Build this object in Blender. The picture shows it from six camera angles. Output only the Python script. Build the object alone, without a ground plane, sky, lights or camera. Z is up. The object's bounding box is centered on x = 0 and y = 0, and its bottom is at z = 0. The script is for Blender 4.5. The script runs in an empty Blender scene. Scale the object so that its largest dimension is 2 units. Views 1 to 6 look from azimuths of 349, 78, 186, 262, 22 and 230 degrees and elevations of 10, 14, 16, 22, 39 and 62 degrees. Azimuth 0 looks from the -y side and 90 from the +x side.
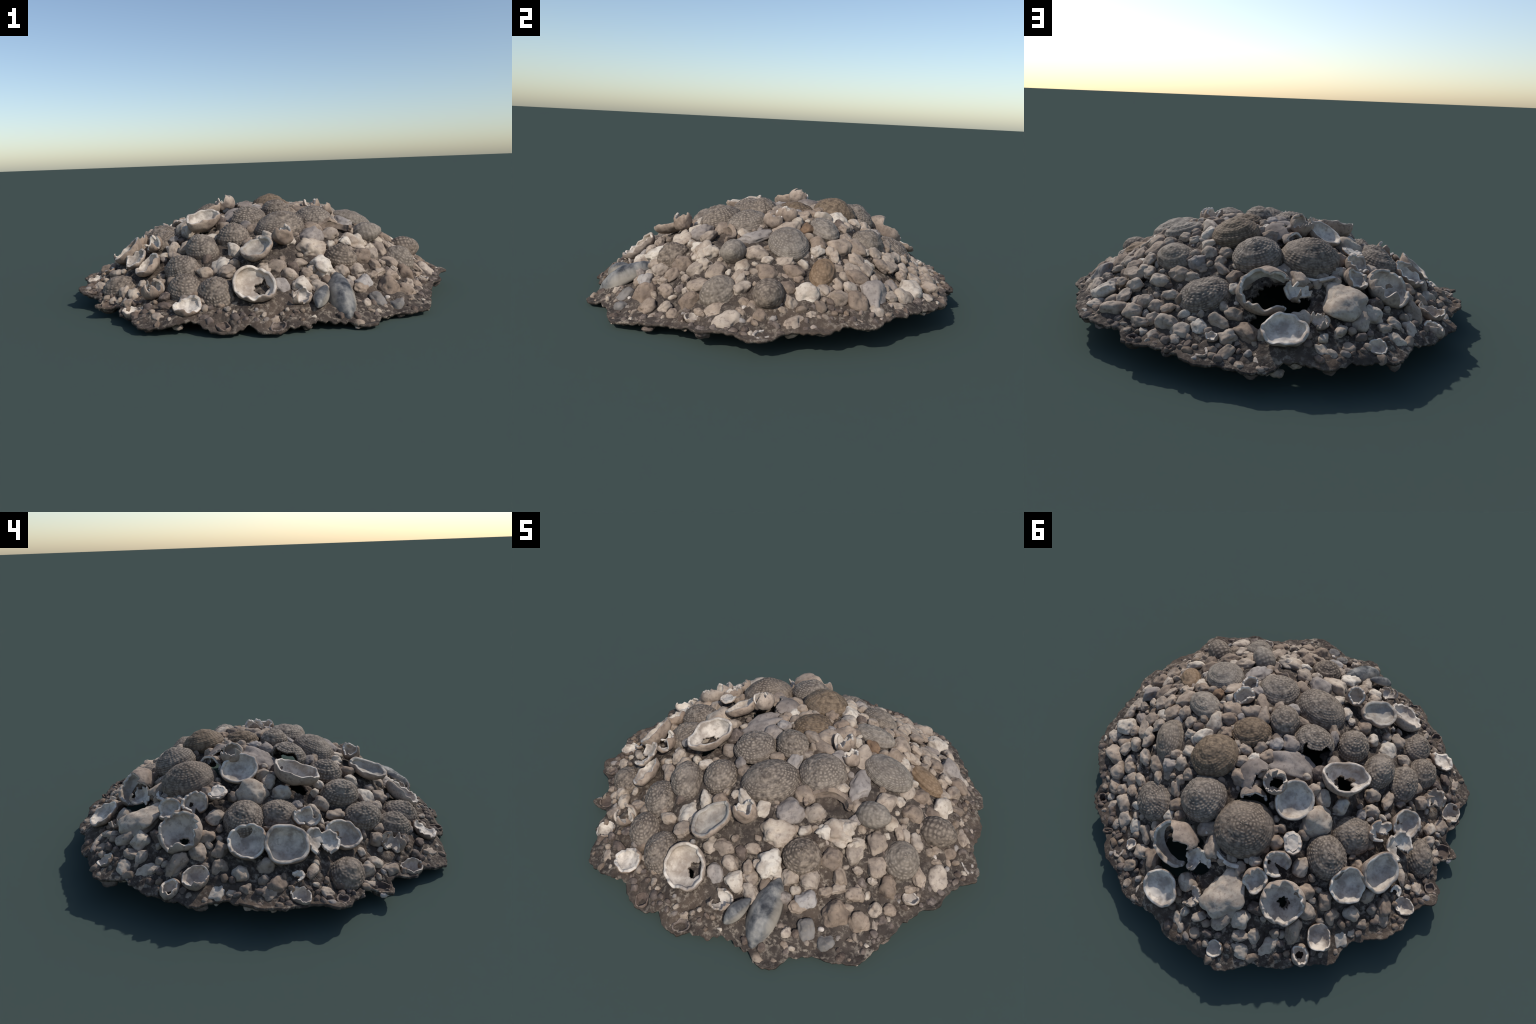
"""A low round mound of dark soil packed with turban snail shells, open broken
shell bowls, two mussel valves and hundreds of worn, pale shell fragments."""
import bpy, math, random
import numpy as np
from mathutils import Matrix, Vector

RNG = np.random.default_rng(20)
random.seed(20)

# ------------------------------------------------------------------ noise
def _hash(i, j, k, s):
    h = (i * 73856093) ^ (j * 19349663) ^ (k * 83492791) ^ (s * 2654435)
    h = (h ^ (h >> 13)) * 1274126177 & 0xFFFFFFFF
    h = (h ^ (h >> 16)) * 2246822519 & 0xFFFFFFFF
    return ((h ^ (h >> 15)) & 0xFFFF) / 32767.5 - 1.0


def noise3(p, seed=0):
    """Smooth value noise in [-1, 1] for an (n, 3) array."""
    p = np.asarray(p, float)
    b = np.floor(p).astype(np.int64)
    f = p - b
    f = f * f * f * (f * (f * 6 - 15) + 10)
    out = 0
    for dx in (0, 1):
        for dy in (0, 1):
            for dz in (0, 1):
                w = (f[:, 0] if dx else 1 - f[:, 0]) * (f[:, 1] if dy else 1 - f[:, 1]) * (f[:, 2] if dz else 1 - f[:, 2])
                out = out + w * _hash(b[:, 0] + dx, b[:, 1] + dy, b[:, 2] + dz, seed)
    return out


def fbm(p, seed=0, octaves=3, gain=0.5):
    a, s, out = 1.0, 1.0, 0
    for o in range(octaves):
        out = out + a * noise3(p * s + 17.3 * o, seed + o)
        a *= gain
        s *= 2.03
    return out


# ------------------------------------------------------------------ form of the mound
# outline: radius of the ragged rim at every 5 degrees (mm), and how high the
# rim stands above the ground at every 15 degrees (mm): the mound is tilted
RIM_R = np.array([992, 968, 1000, 988, 962, 961, 975, 988, 988, 982, 958, 934, 967, 953, 936, 949, 966, 951, 972, 986, 959, 956, 999, 994, 996, 1047, 1019, 983, 988, 988, 983, 1000, 955, 951, 993, 999, 985, 994, 1026, 975, 943, 1009, 931, 974, 980, 1034, 1040, 995, 951, 981, 981, 949, 991, 967, 947, 924, 960, 1035, 999, 975, 1008, 1059, 1020, 1001, 965, 976, 1001, 990, 1028, 1037, 996, 975]) / 1000
RIM_Z = np.array([101, 118, 127, 124, 116, 105, 93, 108, 122, 112, 108, 114, 114, 86, 61, 44, 34, 22, 23, 18, 26, 52, 82, 89]) / 1000
TAU = 2 * math.pi
PITCH = 0.0155       # spacing of the beads on the turban shells


def around(table, t):
    """Periodic Catmull-Rom through the control values."""
    n = len(table)
    u = np.mod(t, TAU) / TAU * n
    i = np.floor(u).astype(int)
    f = u - i
    a, b, c, d = (table[(i + k) % n] for k in (-1, 0, 1, 2))
    return b + 0.5 * f * (c - a + f * (2 * a - 5 * b + 4 * c - d + f * (3 * (b - c) + d - a)))


def calm(a, n):
    for _ in range(n):
        a = (np.roll(a, 1) + 2 * a + np.roll(a, -1)) / 4
    return a


CALM_R = calm(RIM_R, 2)
MEAN_Z = RIM_Z.mean()
RIM_R = RIM_R - 0.007
RIM_Z = RIM_Z - 0.010
MEAN_Z = MEAN_Z - 0.017
# the dome: an even radial profile, and how it leans and bulges round the compass
# (harmonic, phase, profile in powers of the squared relative radius)
DOME = (
    (0, np.cos, (0.393, 0.059, -0.485, 0.371)),
    (1, np.cos, (0.072, -0.043, -0.145, 0.138)),
    (1, np.sin, (0.061, -0.145, 0.064, 0.030)),
    (2, np.cos, (-0.107, 0.380, -0.129, -0.312)),
    (2, np.sin, (0.011, -0.150, 0.132, 0.025)),
    (3, np.cos, (-0.022, 0.134)),
    (3, np.sin, (-0.009, 0.142)),
)

# hollows of the lower flank, and swellings (negative): x, y, radius, depth
DENTS = ((0.62, 0.55, 0.24, 0.047), (0.82, 0.38, 0.18, 0.028), (0.44, 0.78, 0.17, 0.017), (0.10, 0.86, 0.13, 0.012), (-0.30, -0.85, 0.13, 0.028), (-0.08, -0.87, 0.12, 0.016), (0.12, -0.86, 0.22, 0.014), (0.60, -0.70, 0.15, 0.012), (-0.86, -0.25, 0.14, 0.012),
         (0.33, 0.00, 0.15, -0.024), (0.30, 0.50, 0.14, -0.020), (-0.08, -0.52, 0.13, -0.026), (0.15, 0.66, 0.11, -0.012))


def crest(x, y):
    """Height of the surface on which the shells are seated."""
    t = np.arctan2(y, x)
    rho = np.clip(np.hypot(x, y) / around(CALM_R, t), 0, 1)
    u = rho ** 2
    h = MEAN_Z + (around(RIM_Z, t) - MEAN_Z) * rho
    for m, wave, profile in DOME:
        h = h + (1 - u) * rho ** m * wave(m * t) * sum(c * u ** k for k, c in enumerate(profile))
    for dx, dy, r, d in DENTS:
        h = h - d * (1 - u ** 3) * np.exp(-((x - dx) ** 2 + (y - dy) ** 2) / r ** 2)
    return h


def slope_normal(x, y, e=0.06):
    gx = (crest(x + e, y) - crest(x - e, y)) / (2 * e)
    gy = (crest(x, y + e) - crest(x, y - e)) / (2 * e)
    n = np.array([-float(gx), -float(gy), 1.0])
    return n / np.linalg.norm(n)


def frame(n, yaw):
    """Rotation whose z is n and whose x is turned by yaw (degrees) in the slope."""
    n = np.asarray(n, float) / np.linalg.norm(n)
    ref = np.array([1.0, 0, 0]) if abs(n[0]) < 0.9 else np.array([0, 1.0, 0])
    a = ref - (ref @ n) * n
    a /= np.linalg.norm(a)
    b = np.cross(n, a)
    q = math.radians(yaw)
    return np.stack([math.cos(q) * a + math.sin(q) * b, -math.sin(q) * a + math.cos(q) * b, n], 1)


# ------------------------------------------------------------------ materials
class Nodes:
    def __init__(self, name):
        self.m = bpy.data.materials.new(name)
        self.m.use_nodes = True
        self.t = self.m.node_tree
        self.bsdf = self.t.nodes["Principled BSDF"]
        co = self.t.nodes.new("ShaderNodeTexCoord")
        info = self.t.nodes.new("ShaderNodeObjectInfo")
        mul = self.new("ShaderNodeMath", operation="MULTIPLY")
        self.link(info.outputs["Random"], mul.inputs[0])
        mul.inputs[1].default_value = 37.0
        add = self.new("ShaderNodeVectorMath", operation="ADD")
        self.link(co.outputs["Object"], add.inputs[0])
        self.link(mul.outputs[0], add.inputs[1])
        self.raw = co.outputs["Object"]
        self.co, self.gen, self.rand = add.outputs[0], co.outputs["Generated"], info.outputs["Random"]

    def new(self, kind, **kw):
        n = self.t.nodes.new(kind)
        for k, v in kw.items():
            setattr(n, k, v)
        return n

    def link(self, a, b):
        self.t.links.new(a, b)

    def noise(self, scale, detail=3, rough=0.55, dist=0.0):
        n = self.new("ShaderNodeTexNoise")
        n.inputs["Scale"].default_value = scale
        n.inputs["Detail"].default_value = detail
        n.inputs["Roughness"].default_value = rough
        n.inputs["Distortion"].default_value = dist
        self.link(self.co, n.inputs["Vector"])
        return n.outputs["Fac"]

    def voronoi(self, scale, feature="F1", vec=None):
        n = self.new("ShaderNodeTexVoronoi", feature=feature)
        n.inputs["Scale"].default_value = scale
        self.link(vec or self.co, n.inputs["Vector"])
        return n.outputs["Distance"]

    def ramp(self, fac, *stops):
        r = self.new("ShaderNodeValToRGB")
        e = r.color_ramp.elements
        e[0].position, e[0].color = stops[0][0], rgba(stops[0][1])
        e[1].position, e[1].color = stops[-1][0], rgba(stops[-1][1])
        for p, c in stops[1:-1]:
            q = e.new(p)
            q.color = rgba(c)
        self.link(fac, r.inputs[0])
        return r.outputs[0]

    def mix(self, fac, a, b, mode="MIX"):
        m = self.new("ShaderNodeMix", data_type="RGBA", blend_type=mode)
        for socket, v in ((m.inputs[0], fac), (m.inputs[6], a), (m.inputs[7], b)):
            if isinstance(v, bpy.types.NodeSocket):
                self.link(v, socket)
            else:
                socket.default_value = v if isinstance(v, float) else rgba(v)
        return m.outputs[2]

    def math(self, op, a, b):
        m = self.new("ShaderNodeMath", operation=op)
        for i, v in enumerate((a, b)):
            if isinstance(v, bpy.types.NodeSocket):
                self.link(v, m.inputs[i])
            else:
                m.inputs[i].default_value = v
        if op == "MULTIPLY_ADD":
            m.inputs[2].default_value = 0.5
        return m.outputs[0]

    def finish(self, colour, rough=0.85, bump=None, strength=0.3, dist=0.004):
        self.link(colour, self.bsdf.inputs["Base Color"])
        self.bsdf.inputs["Roughness"].default_value = rough
        self.bsdf.inputs["Specular IOR Level"].default_value = 0.2
        if bump is not None:
            b = self.new("ShaderNodeBump")
            b.inputs["Strength"].default_value = strength
            b.inputs["Distance"].default_value = dist
            self.link(bump, b.inputs["Height"])
            self.link(b.outputs[0], self.bsdf.inputs["Normal"])
        return self.m


def rgba(c):
    """sRGB 0..255 triple, or a grey value 0..1, to a linear colour."""
    if isinstance(c, (int, float)):
        return (c, c, c, 1)
    lin = [((v / 255 + 0.055) / 1.055) ** 2.4 if v > 10 else v / 255 / 12.92 for v in c]
    return (*lin, 1)


SOIL_DARK, SOIL, SOIL_PALE = (54, 47, 43), (78, 69, 62), (150, 137, 122)


def soil_colour(k):
    base = k.ramp(k.noise(16, 4, 0.6), (0.36, SOIL_DARK), (0.62, SOIL))
    warm = k.mix(k.ramp(k.noise(3.2, 2), (0.5, 0.0), (0.7, 0.5)), base, (98, 83, 70))
    grains = k.ramp(k.noise(46, 5, 0.66), (0.50, 0.0), (0.64, 1.0))
    patch = k.ramp(k.noise(6, 3), (0.36, 0.2), (0.62, 0.95))
    speck = k.math("MULTIPLY", grains, patch)
    return k.mix(speck, warm, SOIL_PALE)


def soil_material():
    k = Nodes("dark_soil")
    return k.finish(soil_colour(k), 0.95, k.noise(70, 4, 0.65), 0.5, 0.01)


def turban_material(name, dark, light, bare, contrast=1.0):
    """Dimpled turban shell: dark pits in a paler net, worn bare patches, soil film."""
    k = Nodes(name)
    u = []
    sep = k.new("ShaderNodeSeparateXYZ")
    k.link(k.raw, sep.inputs[0])
    for axis in "xyz":
        at = k.new("ShaderNodeAttribute", attribute_type="OBJECT", attribute_name='["half_%s"]' % axis)
        u.append((k.math("DIVIDE", sep.outputs[axis.upper()], at.outputs["Fac"]), at.outputs["Fac"]))
    (ux, ha), (uy, hb), (uz, hc) = u
    mean = k.math("MULTIPLY", k.math("ADD", ha, hb), 0.5)
    rad = k.math("SQRT", k.math("ADD", k.math("MULTIPLY", ux, ux), k.math("MULTIPLY", uy, uy)), 0.0)
    psi = k.math("ARCTAN2", rad, uz)
    phi = k.math("ARCTAN2", uy, ux)
    per = k.math("DIVIDE", mean, PITCH)
    sway = k.math("SUBTRACT", k.noise(26, 2), 0.5)
    phi_w = k.math("ADD", phi, k.math("MULTIPLY", sway, 0.35))
    run = k.math("ADD", k.math("ADD", k.math("MULTIPLY", psi, per), k.math("DIVIDE", phi, TAU)), k.math("MULTIPLY", sway, 1.3))
    row = k.math("FLOOR", k.math("ADD", run, 0.5), 0.0)
    ring = k.math("ABSOLUTE", k.math("SINE", k.math("DIVIDE", row, per), 0.0), 0.0)
    many = k.math("MAXIMUM", k.math("MULTIPLY", k.math("MULTIPLY", ring, per), TAU / 7), 1.0)
    ribs = k.math("MULTIPLY", k.math("POWER", 2.0, k.math("FLOOR", k.math("LOGARITHM", many, 2.0), 0.0)), 8.0)
    cos = lambda v: k.math("MULTIPLY_ADD", k.math("COSINE", v, 0.0), 0.5)
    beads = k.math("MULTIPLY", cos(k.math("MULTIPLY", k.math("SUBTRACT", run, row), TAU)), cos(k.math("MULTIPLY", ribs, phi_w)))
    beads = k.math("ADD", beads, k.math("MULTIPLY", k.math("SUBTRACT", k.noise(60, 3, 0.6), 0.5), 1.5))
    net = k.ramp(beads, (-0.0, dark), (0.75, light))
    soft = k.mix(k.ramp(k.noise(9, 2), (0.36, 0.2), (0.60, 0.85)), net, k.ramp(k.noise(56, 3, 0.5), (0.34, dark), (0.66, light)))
    pits = beads
    worn = k.mix(k.ramp(k.noise(6, 4, 0.6), (0.52, 0.0), (0.75, 0.55)), soft, bare)
    tint = k.mix(k.ramp(k.rand, (0.0, 0.0), (1.0, 0.35)), worn, k.mix(1.0, worn, (214, 196, 176), "MULTIPLY"))
    film = k.ramp(k.noise(5, 5, 0.65), (0.56, 0.0), (0.74, 0.6))
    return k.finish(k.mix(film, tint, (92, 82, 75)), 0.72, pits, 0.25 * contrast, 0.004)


def fragment_material(name, pale, mid, stain, dirt=0.5, loose=False):
    """Worn shell fragment: chalky, mottled, soil sticking to its foot."""
    k = Nodes(name)
    base = k.ramp(k.noise(14, 4, 0.6), (0.34, mid), (0.62, pale))
    spots = k.mix(k.ramp(k.noise(58, 3, 0.6), (0.52, 0.0), (0.68, 0.65)), base, stain)
    tint = k.mix(k.ramp(k.rand, (0.0, 0.0), (1.0, 0.55)), spots, k.mix(1.0, spots, (206, 190, 176), "MULTIPLY"))
    if loose:                                  # many joined in one part: soil clings in patches
        film = k.ramp(k.noise(19, 4, 0.62), (0.5, 0.0), (0.7, dirt))
        own = k.mix(k.ramp(k.noise(11, 1), (0.35, 0.0), (0.65, 0.7)), spots, k.mix(1.0, spots, (200, 186, 172), "MULTIPLY"))
        return k.finish(k.mix(film, own, (84, 73, 67)), 0.85, k.noise(40, 4, 0.6), 0.35, 0.006)
    sep = k.new("ShaderNodeSeparateXYZ")
    k.link(k.gen, sep.inputs[0])
    edge = k.math("ADD", sep.outputs["Z"], k.math("MULTIPLY", k.noise(26, 4, 0.65), 0.9))
    foot = k.ramp(edge, (0.70, dirt), (1.02, 0.0))
    return k.finish(k.mix(foot, tint, (84, 73, 67)), 0.85, k.noise(40, 4, 0.6), 0.35, 0.006)


def bowl_inside_material(name, pale, mid):
    k = Nodes(name)
    base = k.ramp(k.noise(13, 5, 0.62), (0.38, mid), (0.58, pale))
    spots = k.mix(k.ramp(k.noise(38, 4, 0.6), (0.53, 0.0), (0.7, 0.6)), base, (128, 114, 103))
    spots = k.mix(k.ramp(k.noise(5, 3), (0.54, 0.0), (0.72, 0.5)), spots, (150, 130, 108))
    return k.finish(spots, 0.6, k.noise(24, 3), 0.25, 0.006)


def mussel_material():
    k = Nodes("mussel_blue_grey")
    base = k.ramp(k.noise(11, 4, 0.6, 0.6), (0.38, (52, 53, 56)), (0.5, (100, 99, 98)), (0.66, (146, 141, 133)))
    sep = k.new("ShaderNodeSeparateXYZ")
    k.link(k.gen, sep.inputs[0])
    side = k.math("ABSOLUTE", k.math("SUBTRACT", sep.outputs["Y"], 0.5), 0.0)
    lip = k.math("ADD", side, k.math("MULTIPLY", k.noise(20, 3), 0.25))
    rim = k.mix(k.ramp(lip, (0.34, 0.0), (0.56, 0.75)), base, (158, 148, 134))
    return k.finish(rim, 0.5, k.noise(30, 3), 0.2, 0.004)


MAT = {
    "soil": soil_material(),
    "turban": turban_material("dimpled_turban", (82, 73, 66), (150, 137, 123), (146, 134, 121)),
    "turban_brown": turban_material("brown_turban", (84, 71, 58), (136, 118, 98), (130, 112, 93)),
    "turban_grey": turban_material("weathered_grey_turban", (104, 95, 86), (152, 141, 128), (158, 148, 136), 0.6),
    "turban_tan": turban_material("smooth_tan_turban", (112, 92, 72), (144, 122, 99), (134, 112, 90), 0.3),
    "cream": fragment_material("cream_fragment", (181, 166, 150), (141, 127, 113), (118, 104, 95)),
    "white": fragment_material("chalky_fragment", (203, 192, 177), (168, 154, 139), (146, 131, 119), 0.35),
    "tan": fragment_material("tan_fragment", (158, 142, 126), (128, 114, 102), (104, 92, 84)),
    "grey": fragment_material("grey_fragment", (164, 156, 149), (136, 128, 122), (118, 110, 106), 0.35),
    "slate": fragment_material("slate_fragment", (136, 132, 128), (108, 105, 102), (140, 132, 122), 0.3),
    "brown": fragment_material("rusty_fragment", (140, 114, 90), (112, 92, 75), (96, 78, 66), 0.3),
    "dark": fragment_material("soil_stained_fragment", (122, 109, 100), (86, 76, 71), (150, 136, 124), 0.8),
    "loose_cream": fragment_material("loose_cream", (171, 156, 140), (134, 120, 107), (114, 101, 92), loose=True),
    "loose_white": fragment_material("loose_white", (203, 192, 177), (168, 154, 139), (146, 131, 119), 0.35, loose=True),
    "loose_tan": fragment_material("loose_tan", (156, 140, 124), (126, 112, 100), (104, 92, 84), loose=True),
    "loose_grey": fragment_material("loose_grey", (164, 156, 149), (136, 128, 122), (118, 110, 106), 0.35, loose=True),
    "loose_dark": fragment_material("loose_dark", (122, 109, 100), (86, 76, 71), (150, 136, 124), 0.8, loose=True),
    "bowl": fragment_material("bowl_outside", (178, 162, 146), (140, 125, 112), (118, 104, 95), 0.35),
    "inside": bowl_inside_material("bowl_inside", (208, 197, 183), (156, 144, 133)),
    "inside_grey": bowl_inside_material("bowl_inside_grey", (172, 163, 151), (138, 129, 119)),
    "mussel": mussel_material(),
}

# ------------------------------------------------------------------ building blocks
ROOT = bpy.data.objects.new("shell_mound", None)
bpy.context.scene.collection.objects.link(ROOT)
ROOT["label"] = "low round soil mound packed with turban shells and worn shell fragments"
ROOT["category"] = "shell midden"
BOWLS = []         # plan circles of the open shells
FEET = []          # what lies in the soil: x, y, z of the foot, radius
BASINS = []        # open shells that hold no soil: centre, inverse ellipsoid, face
OPENINGS = []      # gaps of the hollow scan mesh, cut through the soil: x, y, radius


def mesh_object(name, verts, faces, mats, at=(0, 0, 0), rot=None, parent=None, face_mats=None):
    me = bpy.data.meshes.new(name)
    me.from_pydata([tuple(v) for v in verts], [], [tuple(f) for f in faces])
    for m in mats:
        me.materials.append(MAT[m])
    if face_mats is not None:
        me.polygons.foreach_set("material_index", np.asarray(face_mats, np.int32))
    me.polygons.foreach_set("use_smooth", np.ones(len(me.polygons), bool))
    me.update()
    ob = bpy.data.objects.new(name, me)
    bpy.context.scene.collection.objects.link(ob)
    mw = Matrix.Identity(4) if rot is None else Matrix(rot.tolist()).to_4x4()
    mw.translation = Vector([float(v) for v in at])
    ob.matrix_world = mw
    ob.parent = parent or ROOT
    return ob


def grid_faces(nr, nc, wrap=True):
    i, j = np.meshgrid(np.arange(nr - 1), np.arange(nc if wrap else nc - 1), indexing="ij")
    k = (j + 1) % nc
    return np.stack([i * nc + j, i * nc + k, (i + 1) * nc + k, (i + 1) * nc + j], -1).reshape(-1, 4)


def clean(verts, faces):
    """Drop loose vertices."""
    used = np.unique(faces)
    back = np.full(len(verts), -1)
    back[used] = np.arange(len(used))
    return verts[used], back[faces]


ICO = {}


def ico(level):
    if level not in ICO:
        import bmesh
        bm = bmesh.new()
        bmesh.ops.create_icosphere(bm, subdivisions=level, radius=1)
        bm.verts.ensure_lookup_table()
        ICO[level] = (np.array([v.co[:] for v in bm.verts]), np.array([[v.index for v in f.verts] for f in bm.faces]))
        bm.free()
    return ICO[level]


# ------------------------------------------------------------------ the kinds of shell
def turban(kind, at, size, yaw, n, seed, bite=None, knob=1.0, point=0.13):
    """Domed snail shell lying mouth down: rows of knobs wind round a blunt apex."""
    a, b, c = size
    mean = (a + b) / 2
    nt, npz = 84, 176
    th = np.linspace(0.0, math.radians(140), nt)[:, None]
    ph = np.linspace(0, TAU, npz, endpoint=False)[None]
    s = np.sin(th) ** 0.95 * (1 + 0 * ph)
    z = np.cos(th) + point * np.exp(-(th / 0.42) ** 2) + 0 * ph
    unit = np.stack([s * np.cos(ph), s * np.sin(ph), z], -1).reshape(-1, 3)
    # beads: one row every pitch along the slope, wound as a spiral, and lined up in
    # ribs whose number doubles towards the foot (the material repeats this rule)
    rad = np.hypot(unit[:, 0], unit[:, 1])
    psi = np.arctan2(rad, unit[:, 2])
    phi = np.arctan2(unit[:, 1], unit[:, 0])
    run = psi * mean / PITCH + phi / TAU
    row = np.floor(run + 0.5)
    ribs = 8 * 2 ** np.floor(np.log2(np.maximum(TAU * mean * np.abs(np.sin(row * PITCH / mean)) / PITCH / 7, 1)))
    wave = (0.5 + 0.5 * np.cos(TAU * (run - row))) * (0.5 + 0.5 * np.cos(ribs * phi))
    p = unit * np.array([a, b, c])
    fade = np.clip(noise3(p * 14, seed) * 1.2 + 0.65, 0, 1)
    disp = 0.0026 * knob * wave * fade + 0.0028 * fbm(p * 17, seed + 5, 2) + 0.0006 * fbm(p * 75, seed + 9, 2)
    whorl = 0.0012 * np.sin(TAU * (th * 2.1 + ph / TAU)).reshape(-1)
    nrm = unit / np.array([a, b, c])
    nrm /= np.linalg.norm(nrm, axis=1, keepdims=True)
    p = p + nrm * (disp + whorl)[:, None]
    faces = grid_faces(nt, npz)[:, ::-1]
    if bite:
        az, half, low = bite
        mid = p[faces].mean(1)
        ang = np.arctan2(mid[:, 1], mid[:, 0])
        off = np.abs((ang - math.radians(az) + math.pi) % TAU - math.pi)
        edge = math.radians(half) * (1 + 0.35 * noise3(mid * 30, seed + 2))
        gone = (off < edge) & (mid[:, 2] < c * (low + 0.2 * noise3(mid * 26, seed + 3)))
        gone |= mid[:, 2] < -0.15 * c
        faces = faces[~gone]
        p, faces = clean(p, faces)
    ob = mesh_object("turban_shell", p, faces, [kind, "inside_grey", kind], np.asarray(at) - n * 0.28 * c, frame(n, yaw))
    ob["half_x"], ob["half_y"], ob["half_z"] = float(a), float(b), float(c)
    if bite:
        m = ob.modifiers.new("wall", "SOLIDIFY")
        m.thickness, m.offset, m.material_offset = 0.009, -1, 1
    FEET.append((*(np.asarray(at) - n * 0.45 * c), mean))
    return ob


def egg(kind, at, axis, length, radius, seed):
    """Turban shell lying on its side, apex outwards."""
    v, f = ico(5)
    t = v[:, 2]
    r = 1 - 0.16 * t - 0.10 * t ** 2
    p = np.stack([v[:, 0] * r * radius, v[:, 1] * r * radius, t * length], 1)
    p = p + v * (0.003 * fbm(p * 22, seed, 2) + 0.0005 * np.sin(t * 22))[:, None]
    FEET.append((at[0], at[1], at[2] - 0.03, radius))
    ob = mesh_object("turban_shell", p, f, [kind], at, frame(axis, 0))
    ob["half_x"] = ob["half_y"] = float(radius)
    ob["half_z"] = float(length)
    return ob


def fragment(kind, at, size, yaw, n, seed, name="shell_fragment", rough=0.2, cuts=3, sink=0.05, fine=True, hard=None):
    """Worn lump of shell: an ellipsoid with broken flats, hollows and a few corners."""
    rng = np.random.default_rng(seed)
    a, b, c = size
    v, f = ico(4 if fine and max(a, b) > 0.024 else 3)
    u = v.copy()
    q = rng.uniform(2.0, 2.7)
    u = u / (np.abs(u) ** q).sum(1, keepdims=True) ** (1 / q)
    for _ in range(cuts):
        d = rng.normal(size=3)
        d[2] = abs(d[2]) * 0.8
        d /= np.linalg.norm(d)
        over = u @ d - rng.uniform(0.55, 0.9)
        u = u - np.where(over > 0, over, 0)[:, None] * d * (hard or rng.uniform(0.35, 0.85))
    shift = rng.uniform(-50, 50, 3)
    u = u * (1 + rough * fbm(u * 1.5 + shift, seed % 997, 3, 0.4))[:, None]
    if rng.random() < 0.55:                                   # the hollow of a broken whorl
        d = rng.normal(size=3) * np.array([1, 1, 0.5]) + np.array([0, 0, 0.7])
        d /= np.linalg.norm(d)
        w = np.exp(-((v - d) ** 2).sum(1) / rng.uniform(0.12, 0.3))
        u = u * (1 - rng.uniform(0.2, 0.5) * w)[:, None]
    p = u * np.array([a, b, c])
    p = p + v * (0.0012 * fbm(p * 110, seed % 991, 2))[:, None]
    FEET.append((*(np.asarray(at) - n * (sink + 0.35) * c), (a + b) / 2))
    return mesh_object(name, p, f, [kind], np.asarray(at) - n * sink * c, frame(n, yaw))


def mussel(at, size, yaw, n, seed):
    """Mussel valve: long tear-shaped, humped, with a sharp beak and a thin lip."""
    a, b, c = size
    nu, nv = 60, 40
    s = np.linspace(0.001, 0.999, nu)[:, None]
    q = np.linspace(-1, 1, nv)[None]
    half = np.sin(math.pi * s ** 0.92) ** 0.72
    half = np.maximum(half, 0.02)
    bend = 0.10 * np.sin(math.pi * s)
    x = (2 * s - 1) + 0 * q
    y = q * half + bend
    z = half ** 0.8 * (1 - np.abs(q) ** 2.4) ** 0.75
    p = np.stack([x * a, y * b, (z - 0.45) * c * 1.25], -1).reshape(-1, 3)
    p[:, 2] += 0.003 * fbm(p * 24, seed, 3) + 0.0006 * np.sin(np.repeat(s, nv) * 60)
    ob = mesh_object("mussel_shell", p, grid_faces(nu, nv, False)[:, ::-1], ["mussel"], at, frame(n, yaw))
    m = ob.modifiers.new("valve", "SOLIDIFY")
    m.thickness, m.offset = 0.012, -1
    FEET.append((at[0], at[1], at[2] - 0.03, b * 1.2))
    return ob


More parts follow.
